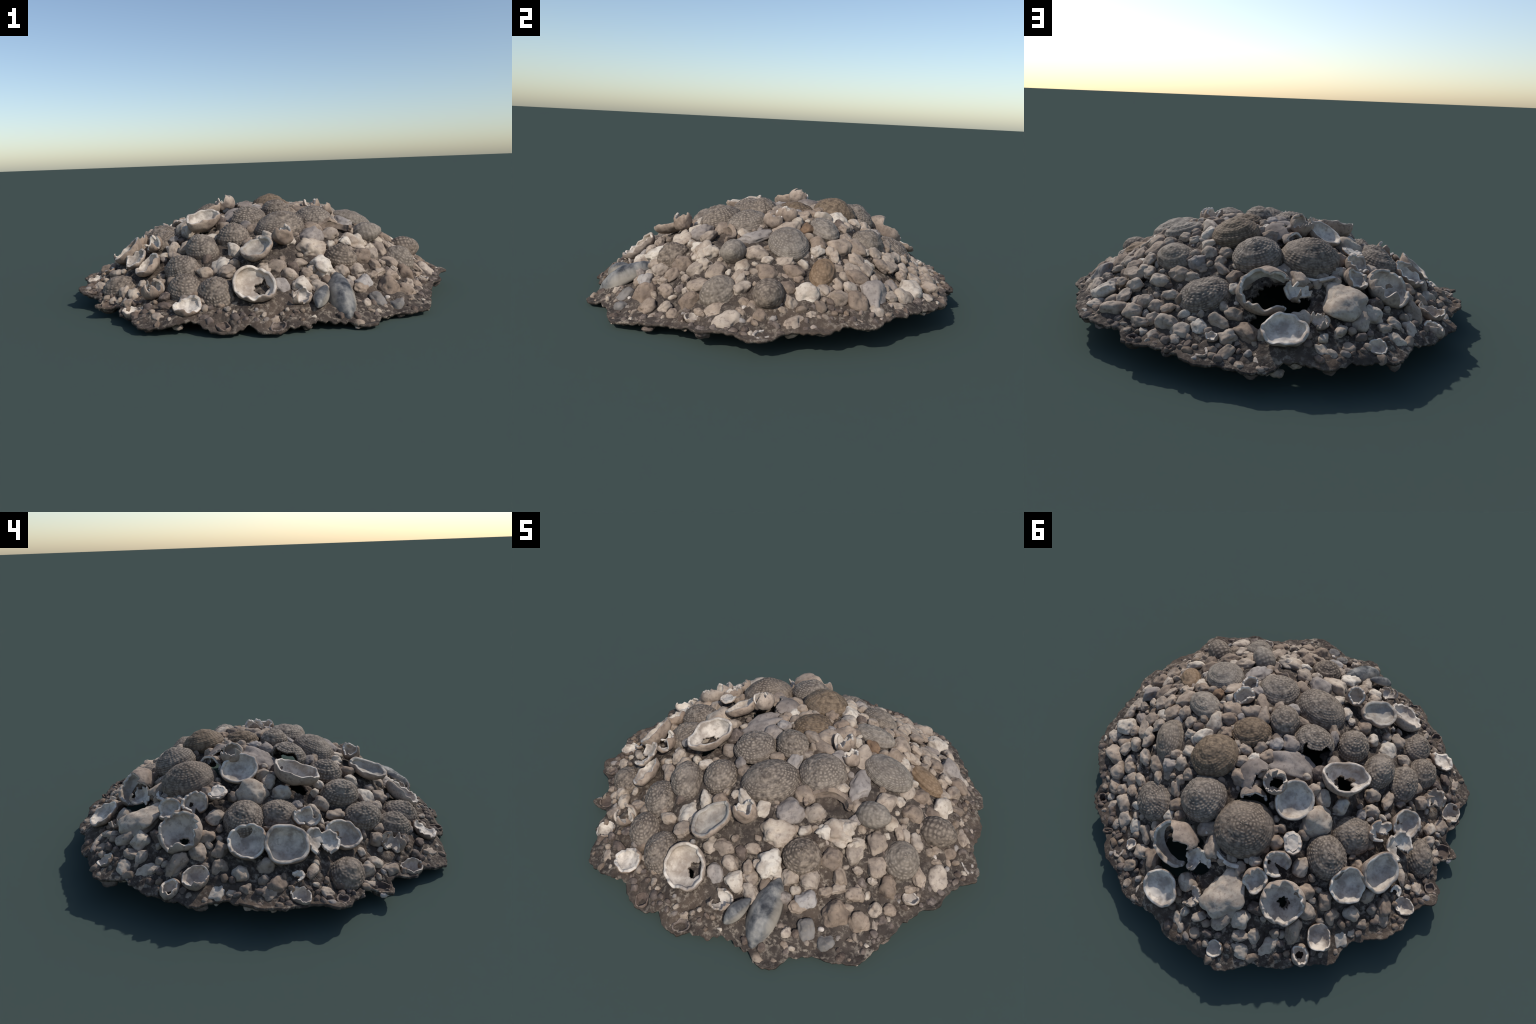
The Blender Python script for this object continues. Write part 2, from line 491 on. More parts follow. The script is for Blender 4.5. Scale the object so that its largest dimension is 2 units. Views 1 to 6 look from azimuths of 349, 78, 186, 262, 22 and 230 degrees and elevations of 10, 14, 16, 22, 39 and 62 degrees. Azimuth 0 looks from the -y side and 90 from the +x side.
def bowl(at, face, ra, rb, depth, seed, yaw=0, wall=0.010, jag=0.06, teeth=9, top=92, start=0, arc=None, hole=None,
         point=0.0, outside="bowl", inside="inside", name="broken_shell", foot=True, tuck=0.0, wob=0.09, basin=True, lift=0.017, raise_face=0.38):
    """Broken shell lying open: a wall of revolution from the pole to the ragged rim
    (top: polar angle of the rim, above 90 the rim curls in; start: lower edge for a
    strip without a floor; arc: what is left of the circuit; hole: size, dx, dy)."""
    rng = np.random.default_rng(seed)
    at = np.asarray(at, float) + lift * slope_normal(at[0], at[1])
    face = np.asarray(face, float) / np.linalg.norm(face)
    if face[2] > 0:
        face = face + np.array([0, 0, raise_face])
    big = max(ra, rb) > 0.045
    nt, npz = (20, 60) if big else (14, 40)
    ph = np.linspace(0, TAU, npz, endpoint=False)
    rag = 1.7 * jag * (fbm(np.stack([np.cos(ph) * teeth / 5, np.sin(ph) * teeth / 5, 0 * ph + seed % 53], 1), seed % 97, 3, 0.7))
    rim = np.radians(top) * (1 + rag)
    s = np.linspace(0, 1, nt)[:, None]
    th = np.maximum(math.radians(start), 0.02) + (rim[None] - math.radians(start)) * s
    r = np.sin(th) ** 0.8
    r = np.where(th > math.pi / 2, 1 - (1 - np.sin(th)) * (1 + tuck), r)
    ext = 1 + point * np.exp(-((((ph + math.pi) % TAU) - math.pi) / 0.35) ** 2)[None]
    x, y = r * np.cos(ph) * ra * ext, r * np.sin(ph) * rb * ext
    z = -np.cos(th) * depth + 0 * x
    p = np.stack([x, y, z], -1).reshape(-1, 3)
    w = fbm(p / max(ra, rb) * 1.3 + 3.1, seed % 89, 2)
    p = p * (1 + wob * w)[:, None] + 0.0022 * np.stack([fbm(p * 40, seed % 83 + i, 2) for i in range(3)], 1)
    f = grid_faces(nt, npz)
    mid = p[f].mean(1)
    keep = np.ones(len(f), bool)
    if arc:
        ang = np.degrees(np.arctan2(mid[:, 1], mid[:, 0]))
        d = np.abs((ang - (arc[0] + arc[1]) / 2 + 180) % 360 - 180)
        keep &= d < (arc[1] - arc[0]) / 2 + 16 * noise3(mid * 38, seed % 71)
    if hole:
        d = np.hypot(mid[:, 0] - hole[1], mid[:, 1] - hole[2])
        keep &= (d > hole[0] * (1 + 0.45 * fbm(mid * 34, seed % 61, 2))) | (mid[:, 2] > -0.15 * depth)
    p, f = clean(p, f[keep])
    f = [tuple(q) for q in f]
    if not (start or arc or hole):
        f.append(tuple(range(npz))[::-1])
    ob = mesh_object(name, p, f, [outside, inside, inside], at, frame(face, yaw))
    m = ob.modifiers.new("wall", "SOLIDIFY")
    m.thickness, m.offset, m.material_offset, m.material_offset_rim = wall, -1, 1, 1
    m.use_even_offset = False
    q = ob.modifiers.new("worn", "SUBSURF")
    q.levels = q.render_levels = 1
    F = frame(face, yaw)[:, 2]
    if F[2] > 0 and not start and basin:
        Q = frame(face, yaw)
        BASINS.append((np.asarray(at, float), Q @ np.diag([(ra + 0.01) ** -2.0, (rb + 0.01) ** -2.0, (depth + 0.014) ** -2.0]) @ Q.T, F, max(ra, rb)))
    if foot:
        BOWLS.append((at[0], at[1], (ra + rb) / 2))
        FEET.append((*(np.asarray(at) - F * depth * 0.75), (ra + rb) / 2 * 0.9))
    return ob


COUNT = [0]


def piece(kind, at, size, yaw, tag=""):
    """One find of the catalogue, seated on the slope of the mound."""
    COUNT[0] += 1
    seed = 1000 + 37 * COUNT[0]
    at = np.array(at)
    away = np.hypot(at[0], at[1]) / float(around(CALM_R, np.arctan2(at[1], at[0])))
    if away > 0.92:                            # nothing big may jut over the rim
        pull = 0.96 / away if away > 0.98 else 0.985
        at = np.array([at[0] * pull, at[1] * pull, at[2] - 0.004])
        size = tuple(v * 0.92 for v in size)
    at[2] -= 0.008
    n = slope_normal(at[0], at[1])
    rng = np.random.default_rng(seed)
    if kind.startswith("turban"):
        a, b, c = (v * 1.06 for v in size)
        c *= SQUAT.get(tag, 1.2)
        up = n + np.array([0, 0, 0.35]) + rng.normal(0, 0.08, 3)
        up /= np.linalg.norm(up)
        knob = {"turban": 1.0, "turban_brown": 0.6, "turban_grey": 0.5, "turban_tan": 0.1}[kind]
        return turban(kind, at, (a, b, c), yaw, up, seed, BITE.get(tag), knob)
    if kind == "mussel":
        return mussel(at + 0.012 * n, (size[0] * 1.08, size[1] * 1.0, size[2] * 1.1), yaw, n, seed)
    if kind in ("BOWL", "DBOWL", "RING", "DRING", "CRES", "FRAG"):
        r = (size[0] + size[1]) / 2
        dark = kind[0] == "D"
        face = n + np.array([0, 0, 0.6]) + rng.normal(0, 0.15, 3)
        mats = dict(outside="dark" if dark else "bowl", inside="dark" if dark else "inside")
        kind = kind[1:] if dark else kind
        if kind == "BOWL":
            return bowl(at, face, size[0], size[1], 0.75 * r, seed, yaw, 0.007, 0.12, 8, 98, **mats)
        if kind == "RING":
            return bowl(at, face, size[0], size[1], 0.9 * r, seed, yaw, 0.011, 0.08, 6, 122, hole=(0.4 * r, 0, 0), **mats)
        if kind == "CRES":
            return bowl(at, face, size[0], size[1], 0.7 * r, seed, yaw, 0.012, 0.1, 7, 95, 25, arc=(-190, 10), **mats)
        return bowl(at, face, size[0], size[1], 0.7 * r, seed, yaw, 0.009, 0.3, 13, 95, arc=(-150, 110), **mats)
    n2 = n + rng.normal(0, 0.18, 3)
    n2 /= np.linalg.norm(n2)
    rough, cuts = (0.34, 3) if tag in ("sp1", "sp2", "bigwhite") else (0.21, 3)
    size = tuple(v * (0.8 if tag == "bigwhite" else 1) * rng.uniform(1.08, 1.25) for v in size)
    hard = None
    if tag == "p":                             # the big lobed lump beside the torn shell
        kind, rough, cuts = "white", 0.24, 3
        at = at - 0.008 * n
        size = (size[0] * 0.9, size[1] * 0.9, size[2] * 0.72)
    return fragment(kind, at, size, yaw, n2, seed, rough=rough, cuts=cuts, hard=hard)


SQUAT = dict(C=1.0, D=0.86, E=0.84, S=0.95, T=0.92, U=1.0, H=1.05, G=1.1, I=1.0, A=0.93, B=0.96, P=1.05, Q=1.1, F=1.2, J=1.3, K=1.35, L=1.25, M=1.3, N=1.3, O=1.25, R=1.0)
BITE = dict(I=(125, 52, 0.72))

# ------------------------------------------------------------------ the catalogue of finds
piece("turban", (-0.234, 0.387, 0.399), (0.134, 0.129, 0.097), -131, tag="A")
piece("turban", (0.003, 0.449, 0.414), (0.105, 0.108, 0.076), -132, tag="B")
piece("turban", (0.203, 0.618, 0.262), (0.119, 0.091, 0.060), -174, tag="C")
piece("turban_brown", (0.130, 0.290, 0.468), (0.109, 0.108, 0.076), -129, tag="D")
piece("turban_brown", (0.125, 0.077, 0.467), (0.095, 0.080, 0.055), -142, tag="E")
piece("turban", (0.075, -0.100, 0.465), (0.069, 0.082, 0.052), -129, tag="F")
piece("turban", (0.256, -0.207, 0.417), (0.108, 0.103, 0.067), -131, tag="G")
piece("turban", (0.040, -0.314, 0.400), (0.129, 0.109, 0.075), 20, tag="H")
piece("turban", (-0.098, -0.148, 0.440), (0.096, 0.089, 0.058), 21, tag="I")
piece("turban", (-0.205, -0.313, 0.357), (0.078, 0.090, 0.059), 20, tag="J")
piece("turban", (-0.378, -0.345, 0.312), (0.075, 0.103, 0.057), 23, tag="K")
piece("turban", (-0.486, -0.422, 0.227), (0.079, 0.104, 0.059), 24, tag="L")
piece("turban", (-0.483, -0.586, 0.163), (0.074, 0.096, 0.055), 21, tag="M")
piece("turban", (-0.353, -0.673, 0.145), (0.085, 0.102, 0.064), 20, tag="N")
piece("turban", (-0.796, -0.261, 0.118), (0.076, 0.094, 0.057), -122, tag="O")
piece("turban", (-0.552, -0.010, 0.308), (0.097, 0.087, 0.061), -125, tag="P")
piece("turban", (-0.554, 0.157, 0.318), (0.088, 0.106, 0.066), -107, tag="Q")
piece("turban_grey", (0.391, 0.388, 0.356), (0.075, 0.113, 0.057), -126, tag="R")
piece("turban_grey", (0.413, 0.145, 0.426), (0.103, 0.066, 0.043), 2, tag="S")
piece("turban_grey", (0.529, -0.058, 0.384), (0.118, 0.089, 0.058), -9, tag="T")
piece("turban_tan", (0.694, 0.064, 0.282), (0.100, 0.054, 0.041), -22, tag="U")
piece("turban", (0.282, -0.573, 0.257), (0.079, 0.081, 0.059), 17, tag="X")
piece("turban_grey", (0.674, -0.398, 0.195), (0.078, 0.085, 0.059), 18, tag="Y")
piece("mussel", (0.205, -0.806, 0.130), (0.147, 0.068, 0.051), 84, tag="mus")
piece("mussel", (0.097, -0.845, 0.135), (0.070, 0.035, 0.026), 59, tag="mus2")
piece("grey", (0.181, -0.429, 0.346), (0.053, 0.058, 0.040), 19, tag="lav")
piece("white", (0.395, -0.435, 0.296), (0.063, 0.061, 0.044), 5, tag="bigwhite")
piece("white", (0.151, -0.524, 0.293), (0.063, 0.048, 0.035), 18, tag="sp1")
piece("white", (0.162, -0.639, 0.230), (0.046, 0.059, 0.034), 17, tag="sp2")
piece("white", (-0.301, -0.499, 0.228), (0.053, 0.056, 0.038), 19, tag="wh2")
piece("white", (-0.385, 0.623, 0.280), (0.086, 0.111, 0.064), -133, tag="p")
piece("white", (-0.396, 0.103, 0.365), (0.070, 0.068, 0.050), -97, tag="r")
piece("white", (0.116, -0.650, 0.223), (0.023, 0.020, 0.015), 17)
piece("cream", (0.095, -0.705, 0.186), (0.029, 0.032, 0.022), 17)
piece("tan", (0.406, -0.540, 0.246), (0.044, 0.045, 0.033), 18)
piece("cream", (0.487, -0.471, 0.245), (0.035, 0.048, 0.026), 19)
piece("tan", (0.560, -0.392, 0.249), (0.038, 0.046, 0.028), 18)
piece("cream", (0.578, -0.469, 0.197), (0.035, 0.043, 0.026), 18)
piece("cream", (0.257, -0.663, 0.199), (0.029, 0.031, 0.022), 17)
piece("cream", (0.341, -0.637, 0.198), (0.042, 0.031, 0.023), 17)
piece("cream", (0.450, -0.589, 0.201), (0.029, 0.037, 0.022), 18)
piece("cream", (0.455, -0.631, 0.175), (0.029, 0.021, 0.016), 17)
piece("grey", (0.344, -0.706, 0.149), (0.038, 0.036, 0.027), 17)
piece("cream", (0.317, -0.742, 0.133), (0.034, 0.023, 0.017), 17)
piece("cream", (0.527, -0.615, 0.151), (0.038, 0.037, 0.027), 18)
piece("tan", (0.470, -0.714, 0.119), (0.049, 0.053, 0.037), 17)
piece("cream", (0.570, -0.705, 0.088), (0.034, 0.039, 0.025), 19)
piece("cream", (0.614, -0.625, 0.105), (0.030, 0.030, 0.021), 19)
piece("cream", (0.637, -0.678, 0.073), (0.017, 0.030, 0.013), 20)
piece("cream", (0.674, -0.699, 0.050), (0.024, 0.015, 0.011), 20)
piece("cream", (0.676, -0.597, 0.087), (0.025, 0.026, 0.019), 19)
piece("cream", (0.300, -0.840, 0.085), (0.020, 0.020, 0.015), 17)
piece("cream", (0.396, -0.881, 0.033), (0.018, 0.015, 0.011), 18)
piece("dark", (0.481, -0.870, 0.026), (0.026, 0.015, 0.011), 19)
piece("dark", (0.596, -0.834, 0.022), (0.036, 0.019, 0.014), 20)
piece("dark", (0.284, -0.971, 0.008), (0.037, 0.013, 0.010), 20)
piece("cream", (0.583, -0.529, 0.165), (0.021, 0.016, 0.012), 19)
piece("cream", (0.515, -0.669, 0.126), (0.021, 0.017, 0.013), 18)
piece("slate", (0.381, -0.803, 0.082), (0.032, 0.041, 0.024), 17)
piece("slate", (0.464, -0.818, 0.057), (0.044, 0.044, 0.033), 17)
piece("cream", (0.639, -0.304, 0.256), (0.019, 0.032, 0.014), 19)
piece("cream", (0.667, -0.304, 0.238), (0.021, 0.032, 0.016), 19)
piece("cream", (0.717, -0.298, 0.213), (0.030, 0.040, 0.023), 20)
piece("cream", (0.916, -0.116, 0.125), (0.037, 0.050, 0.028), 24)
piece("CRES", (0.954, -0.242, 0.092), (0.033, 0.062, 0.024), 22)
piece("cream", (0.842, -0.378, 0.110), (0.040, 0.047, 0.030), 20)
piece("cream", (0.758, -0.409, 0.139), (0.028, 0.047, 0.021), 19)
piece("cream", (0.730, -0.481, 0.118), (0.022, 0.018, 0.013), 19)
piece("BOWL", (0.749, -0.518, 0.092), (0.040, 0.035, 0.025), 19)
piece("dark", (0.841, -0.486, 0.074), (0.028, 0.030, 0.021), 20)
piece("cream", (0.781, -0.562, 0.067), (0.023, 0.011, 0.008), 20)
piece("cream", (0.864, -0.287, 0.130), (0.011, 0.018, 0.008), 21)
piece("cream", (0.815, -0.323, 0.149), (0.021, 0.016, 0.011), 20)
piece("cream", (0.718, -0.625, 0.064), (0.015, 0.011, 0.008), 20)
piece("cream", (0.890, -0.039, 0.148), (0.021, 0.023, 0.013), 24)
piece("dark", (0.954, -0.004, 0.108), (0.026, 0.027, 0.016), 23)
piece("tan", (-0.285, -0.580, 0.226), (0.034, 0.034, 0.022), 19)
piece("white", (-0.728, -0.412, 0.109), (0.030, 0.034, 0.019), 23)
piece("cream", (-0.751, -0.470, 0.083), (0.031, 0.037, 0.020), 23)
piece("BOWL", (-0.731, -0.586, 0.064), (0.049, 0.061, 0.034), 23)
piece("DBOWL", (-0.886, -0.413, 0.056), (0.043, 0.046, 0.028), 21)
piece("DBOWL", (-0.962, -0.197, 0.083), (0.030, 0.033, 0.019), 21)
piece("cream", (-0.685, -0.358, 0.150), (0.019, 0.020, 0.011), 23)
piece("CRES", (-0.850, -0.017, 0.161), (0.028, 0.044, 0.021), 25)
piece("BOWL", (-0.931, -0.023, 0.116), (0.052, 0.048, 0.027), 23)
piece("cream", (-0.899, 0.102, 0.138), (0.029, 0.029, 0.016), 24)
piece("cream", (-0.998, 0.210, 0.104), (0.018, 0.020, 0.011), 21)
piece("cream", (-0.998, 0.126, 0.105), (0.015, 0.020, 0.011), 21)
piece("cream", (-0.911, -0.142, 0.107), (0.030, 0.034, 0.019), 23)
piece("dark", (-0.905, -0.285, 0.073), (0.016, 0.024, 0.012), 21)
piece("cream", (-0.839, -0.352, 0.077), (0.024, 0.027, 0.015), 22)
piece("cream", (-0.508, -0.282, 0.265), (0.025, 0.050, 0.019), 23)
piece("FRAG", (0.002, -0.809, 0.126), (0.062, 0.047, 0.035), 17)
piece("cream", (-0.008, -0.680, 0.204), (0.033, 0.036, 0.025), 18)
piece("white", (0.037, -0.729, 0.169), (0.037, 0.036, 0.026), 18)
piece("tan", (-0.053, -0.632, 0.236), (0.040, 0.035, 0.025), 18)
piece("DBOWL", (-0.355, -0.886, 0.037), (0.034, 0.040, 0.026), 19)
piece("DBOWL", (-0.131, -0.942, 0.032), (0.042, 0.034, 0.025), 18)
piece("dark", (0.009, -0.942, 0.018), (0.021, 0.012, 0.009), 18)
piece("cream", (-0.630, -0.729, 0.068), (0.026, 0.033, 0.019), 21)
piece("cream", (-0.578, -0.754, 0.070), (0.019, 0.015, 0.010), 19)
piece("cream", (-0.320, -0.808, 0.105), (0.012, 0.016, 0.009), 19)
piece("cream", (-0.331, -0.835, 0.088), (0.016, 0.014, 0.009), 18)
piece("cream", (-0.132, -0.907, 0.069), (0.019, 0.016, 0.012), 16)
piece("cream", (-0.117, -0.630, 0.233), (0.032, 0.037, 0.020), 80)
piece("cream", (0.510, -0.527, 0.203), (0.018, 0.023, 0.014), 69)
piece("grey", (0.435, -0.204, 0.380), (0.080, 0.043, 0.024), 91)
piece("cream", (0.558, -0.207, 0.332), (0.047, 0.041, 0.024), 74)
piece("white", (0.607, -0.171, 0.315), (0.026, 0.025, 0.015), 76)
piece("tan", (0.670, -0.182, 0.279), (0.043, 0.042, 0.026), 76)
piece("tan", (0.678, -0.068, 0.285), (0.045, 0.037, 0.024), 80)
piece("tan", (0.720, -0.052, 0.260), (0.021, 0.020, 0.013), 80)
piece("cream", (0.647, -0.280, 0.261), (0.020, 0.014, 0.009), 71)
piece("white", (0.798, -0.042, 0.212), (0.051, 0.039, 0.026), 79)
piece("cream", (0.617, -0.091, 0.318), (0.050, 0.035, 0.021), 79)
piece("cream", (0.535, 0.074, 0.369), (0.044, 0.039, 0.022), 81)
piece("cream", (0.592, -0.007, 0.336), (0.032, 0.028, 0.017), 80)
piece("brown", (0.427, 0.058, 0.415), (0.028, 0.038, 0.021), 79)
piece("cream", (0.785, 0.043, 0.226), (0.034, 0.031, 0.020), 80)
piece("grey", (0.310, -0.108, 0.435), (0.029, 0.045, 0.022), 78)
piece("cream", (0.286, 0.066, 0.456), (0.045, 0.046, 0.025), 79)
piece("cream", (0.537, 0.179, 0.362), (0.050, 0.048, 0.027), 84)
piece("cream", (0.526, 0.282, 0.347), (0.051, 0.046, 0.025), 86)
piece("cream", (0.523, 0.376, 0.320), (0.034, 0.032, 0.018), 88)
piece("white", (0.613, 0.139, 0.329), (0.022, 0.036, 0.017), 83)
piece("cream", (0.610, 0.249, 0.311), (0.041, 0.036, 0.020), 86)
piece("cream", (0.678, 0.201, 0.287), (0.040, 0.032, 0.018), 86)
piece("cream", (0.657, 0.278, 0.281), (0.037, 0.041, 0.023), 87)
piece("tan", (0.721, 0.222, 0.258), (0.052, 0.037, 0.021), 86)
piece("cream", (0.709, 0.304, 0.245), (0.016, 0.035, 0.012), 87)
piece("tan", (0.598, 0.381, 0.282), (0.036, 0.034, 0.019), 88)
piece("cream", (0.785, 0.168, 0.229), (0.035, 0.031, 0.019), 84)
piece("tan", (0.842, 0.179, 0.191), (0.042, 0.050, 0.031), 85)
piece("grey", (0.798, 0.268, 0.203), (0.043, 0.063, 0.032), 88)
piece("cream", (0.885, 0.267, 0.148), (0.040, 0.033, 0.020), 88)
piece("white", (0.824, 0.374, 0.161), (0.037, 0.028, 0.016), 89)
piece("white", (0.702, 0.482, 0.199), (0.039, 0.058, 0.029), 88)
piece("cream", (0.783, 0.350, 0.193), (0.031, 0.029, 0.016), 88)
piece("cream", (0.715, 0.564, 0.163), (0.033, 0.039, 0.022), 88)
piece("cream", (0.598, 0.626, 0.174), (0.035, 0.047, 0.026), 84)
piece("cream", (0.383, 0.791, 0.140), (0.026, 0.025, 0.014), 81)
piece("cream", (0.459, 0.614, 0.211), (0.029, 0.033, 0.019), 84)
piece("cream", (0.265, 0.782, 0.156), (0.034, 0.036, 0.020), 80)
piece("cream", (0.538, 0.516, 0.247), (0.033, 0.035, 0.020), 86)
piece("cream", (0.775, 0.428, 0.177), (0.048, 0.038, 0.021), 89)
piece("cream", (0.579, 0.566, 0.209), (0.034, 0.032, 0.018), 85)
piece("dark", (0.642, 0.694, 0.128), (0.032, 0.026, 0.014), 84)
piece("cream", (0.534, 0.444, 0.287), (0.032, 0.032, 0.018), 88)
piece("cream", (0.430, 0.524, 0.274), (0.029, 0.043, 0.022), 85)
piece("cream", (0.347, 0.609, 0.243), (0.023, 0.038, 0.017), 84)
piece("cream", (0.282, 0.535, 0.309), (0.024, 0.041, 0.018), 85)
piece("cream", (0.934, 0.178, 0.125), (0.044, 0.024, 0.015), 83)
piece("cream", (0.814, 0.492, 0.134), (0.036, 0.019, 0.010), 87)
piece("cream", (0.346, 0.664, 0.209), (0.026, 0.029, 0.016), 83)
piece("cream", (-0.157, 0.979, 0.090), (0.020, 0.030, 0.015), 79)
piece("cream", (0.344, 0.499, 0.313), (0.036, 0.042, 0.025), -127)
piece("cream", (0.508, 0.656, 0.179), (0.037, 0.052, 0.028), -128)
piece("cream", (0.237, 0.503, 0.340), (0.021, 0.021, 0.013), -129)
piece("cream", (0.452, 0.718, 0.159), (0.027, 0.038, 0.020), -128)
piece("cream", (0.329, 0.733, 0.172), (0.038, 0.044, 0.029), -130)
piece("DRING", (0.464, 0.831, 0.105), (0.031, 0.035, 0.023), -129)
piece("cream", (0.273, 0.821, 0.138), (0.022, 0.020, 0.013), -130)
piece("cream", (0.111, 0.737, 0.197), (0.029, 0.048, 0.022), -131)
piece("BOWL", (0.120, 0.815, 0.153), (0.027, 0.031, 0.020), -130)
piece("CRES", (0.148, 0.893, 0.116), (0.029, 0.038, 0.022), -130)
piece("cream", (0.054, 0.880, 0.127), (0.039, 0.028, 0.019), -130)
piece("tan", (-0.014, 0.784, 0.179), (0.032, 0.052, 0.024), -131)
piece("cream", (0.225, 0.424, 0.390), (0.033, 0.036, 0.023), -128)
piece("cream", (0.162, 0.474, 0.370), (0.027, 0.020, 0.013), -130)
piece("cream", (0.145, 0.512, 0.350), (0.019, 0.033, 0.014), -131)
piece("white", (0.075, 0.604, 0.294), (0.027, 0.024, 0.016), -132)
piece("cream", (0.223, 0.724, 0.189), (0.014, 0.019, 0.010), -130)
piece("DRING", (0.280, 0.880, 0.109), (0.028, 0.016, 0.011), -129)
piece("cream", (0.864, 0.304, 0.155), (0.020, 0.040, 0.015), -120)
piece("white", (0.579, 0.067, 0.348), (0.032, 0.040, 0.022), -126)
piece("cream", (0.575, 0.131, 0.349), (0.021, 0.028, 0.016), -125)
piece("cream", (0.622, 0.470, 0.239), (0.021, 0.028, 0.016), -124)
piece("cream", (0.576, 0.432, 0.274), (0.027, 0.050, 0.020), -123)
piece("cream", (0.493, 0.461, 0.291), (0.029, 0.035, 0.020), -126)
piece("cream", (0.379, 0.259, 0.415), (0.024, 0.028, 0.016), -125)
piece("cream", (0.463, 0.241, 0.385), (0.030, 0.035, 0.020), -124)
piece("white", (0.528, 0.328, 0.332), (0.016, 0.022, 0.012), -123)
piece("dark", (0.775, 0.485, 0.161), (0.039, 0.030, 0.016), -121)
piece("dark", (0.793, 0.544, 0.131), (0.020, 0.030, 0.015), -124)
piece("cream", (0.737, 0.348, 0.219), (0.020, 0.026, 0.015), -122)
piece("dark", (0.701, -0.722, 0.038), (0.030, 0.023, 0.013), -130)
piece("cream", (0.282, -0.407, 0.349), (0.039, 0.038, 0.021), -134)
piece("cream", (0.401, -0.037, 0.415), (0.057, 0.053, 0.029), -129)
piece("tan", (0.227, -0.079, 0.453), (0.024, 0.048, 0.018), -130)
piece("tan", (0.152, -0.030, 0.464), (0.029, 0.042, 0.022), -129)
piece("tan", (0.188, 0.172, 0.472), (0.025, 0.026, 0.018), -128)
piece("grey", (-0.012, 0.021, 0.466), (0.030, 0.031, 0.021), -128)
piece("grey", (-0.048, -0.043, 0.456), (0.042, 0.038, 0.026), -128)
piece("tan", (0.254, 0.113, 0.462), (0.039, 0.034, 0.022), -128)
piece("grey", (-0.135, -0.243, 0.402), (0.024, 0.036, 0.018), -128)
piece("cream", (0.113, -0.752, 0.158), (0.030, 0.046, 0.022), -134)
piece("cream", (0.072, -0.674, 0.206), (0.025, 0.030, 0.017), -134)
piece("white", (-0.090, -0.407, 0.351), (0.018, 0.021, 0.012), -129)
piece("cream", (-0.551, -0.809, 0.041), (0.013, 0.027, 0.010), -128)
piece("dark", (-0.577, -0.684, 0.106), (0.019, 0.032, 0.014), -125)
piece("grey", (-0.501, -0.101, 0.328), (0.023, 0.025, 0.017), -124)
piece("dark", (-0.696, -0.771, 0.031), (0.030, 0.025, 0.016), -129)
piece("cream", (-0.095, 0.928, 0.111), (0.030, 0.040, 0.023), -132)
piece("dark", (-0.052, 0.970, 0.085), (0.029, 0.026, 0.019), -130)
piece("FRAG", (-0.294, 0.733, 0.222), (0.049, 0.051, 0.035), -132)
piece("BOWL", (-0.534, 0.796, 0.153), (0.045, 0.042, 0.029), -137)
piece("cream", (-0.566, 0.675, 0.196), (0.030, 0.025, 0.019), -133)
piece("cream", (-0.606, 0.625, 0.197), (0.025, 0.031, 0.019), -132)
piece("white", (-0.624, 0.716, 0.153), (0.043, 0.043, 0.031), -134)
piece("dark", (-0.621, 0.806, 0.104), (0.036, 0.031, 0.023), -131)
piece("dark", (-0.355, 0.916, 0.107), (0.028, 0.029, 0.021), -132)
piece("cream", (-0.426, 0.833, 0.160), (0.031, 0.031, 0.022), -136)
piece("cream", (-0.358, 0.867, 0.144), (0.025, 0.026, 0.018), -135)
piece("white", (-0.322, 0.859, 0.154), (0.020, 0.036, 0.015), -134)
piece("cream", (-0.260, 0.892, 0.131), (0.030, 0.018, 0.012), -133)
piece("BOWL", (-0.782, 0.395, 0.169), (0.056, 0.063, 0.042), -128)
piece("RING", (-0.792, 0.509, 0.128), (0.043, 0.054, 0.032), -132)
piece("white", (-0.860, 0.323, 0.128), (0.036, 0.044, 0.027), -127)
piece("white", (-0.871, 0.265, 0.132), (0.024, 0.019, 0.014), -128)
piece("dark", (-0.893, 0.407, 0.096), (0.034, 0.024, 0.018), -128)
piece("tan", (-0.689, 0.280, 0.240), (0.027, 0.036, 0.020), -127)
piece("tan", (-0.871, 0.068, 0.154), (0.033, 0.034, 0.024), -124)
piece("cream", (-0.862, 0.200, 0.145), (0.024, 0.021, 0.015), -128)
piece("tan", (-0.980, 0.171, 0.105), (0.020, 0.019, 0.014), -128)
piece("cream", (-0.981, 0.100, 0.105), (0.017, 0.021, 0.013), -128)
piece("cream", (-0.821, -0.097, 0.166), (0.017, 0.036, 0.013), -121)
piece("cream", (-0.218, 0.905, 0.124), (0.030, 0.025, 0.017), -174)
piece("white", (-0.675, 0.601, 0.169), (0.026, 0.059, 0.019), -173)
# ------------------------------------------------------------------ shells lying on their side
egg("turban_grey", (0.520, -0.313, 0.322), (0.92, -0.30, 0.22), 0.082, 0.060, 7)
egg("turban", (0.794, -0.200, 0.205), (0.93, -0.22, 0.10), 0.088, 0.068, 8)

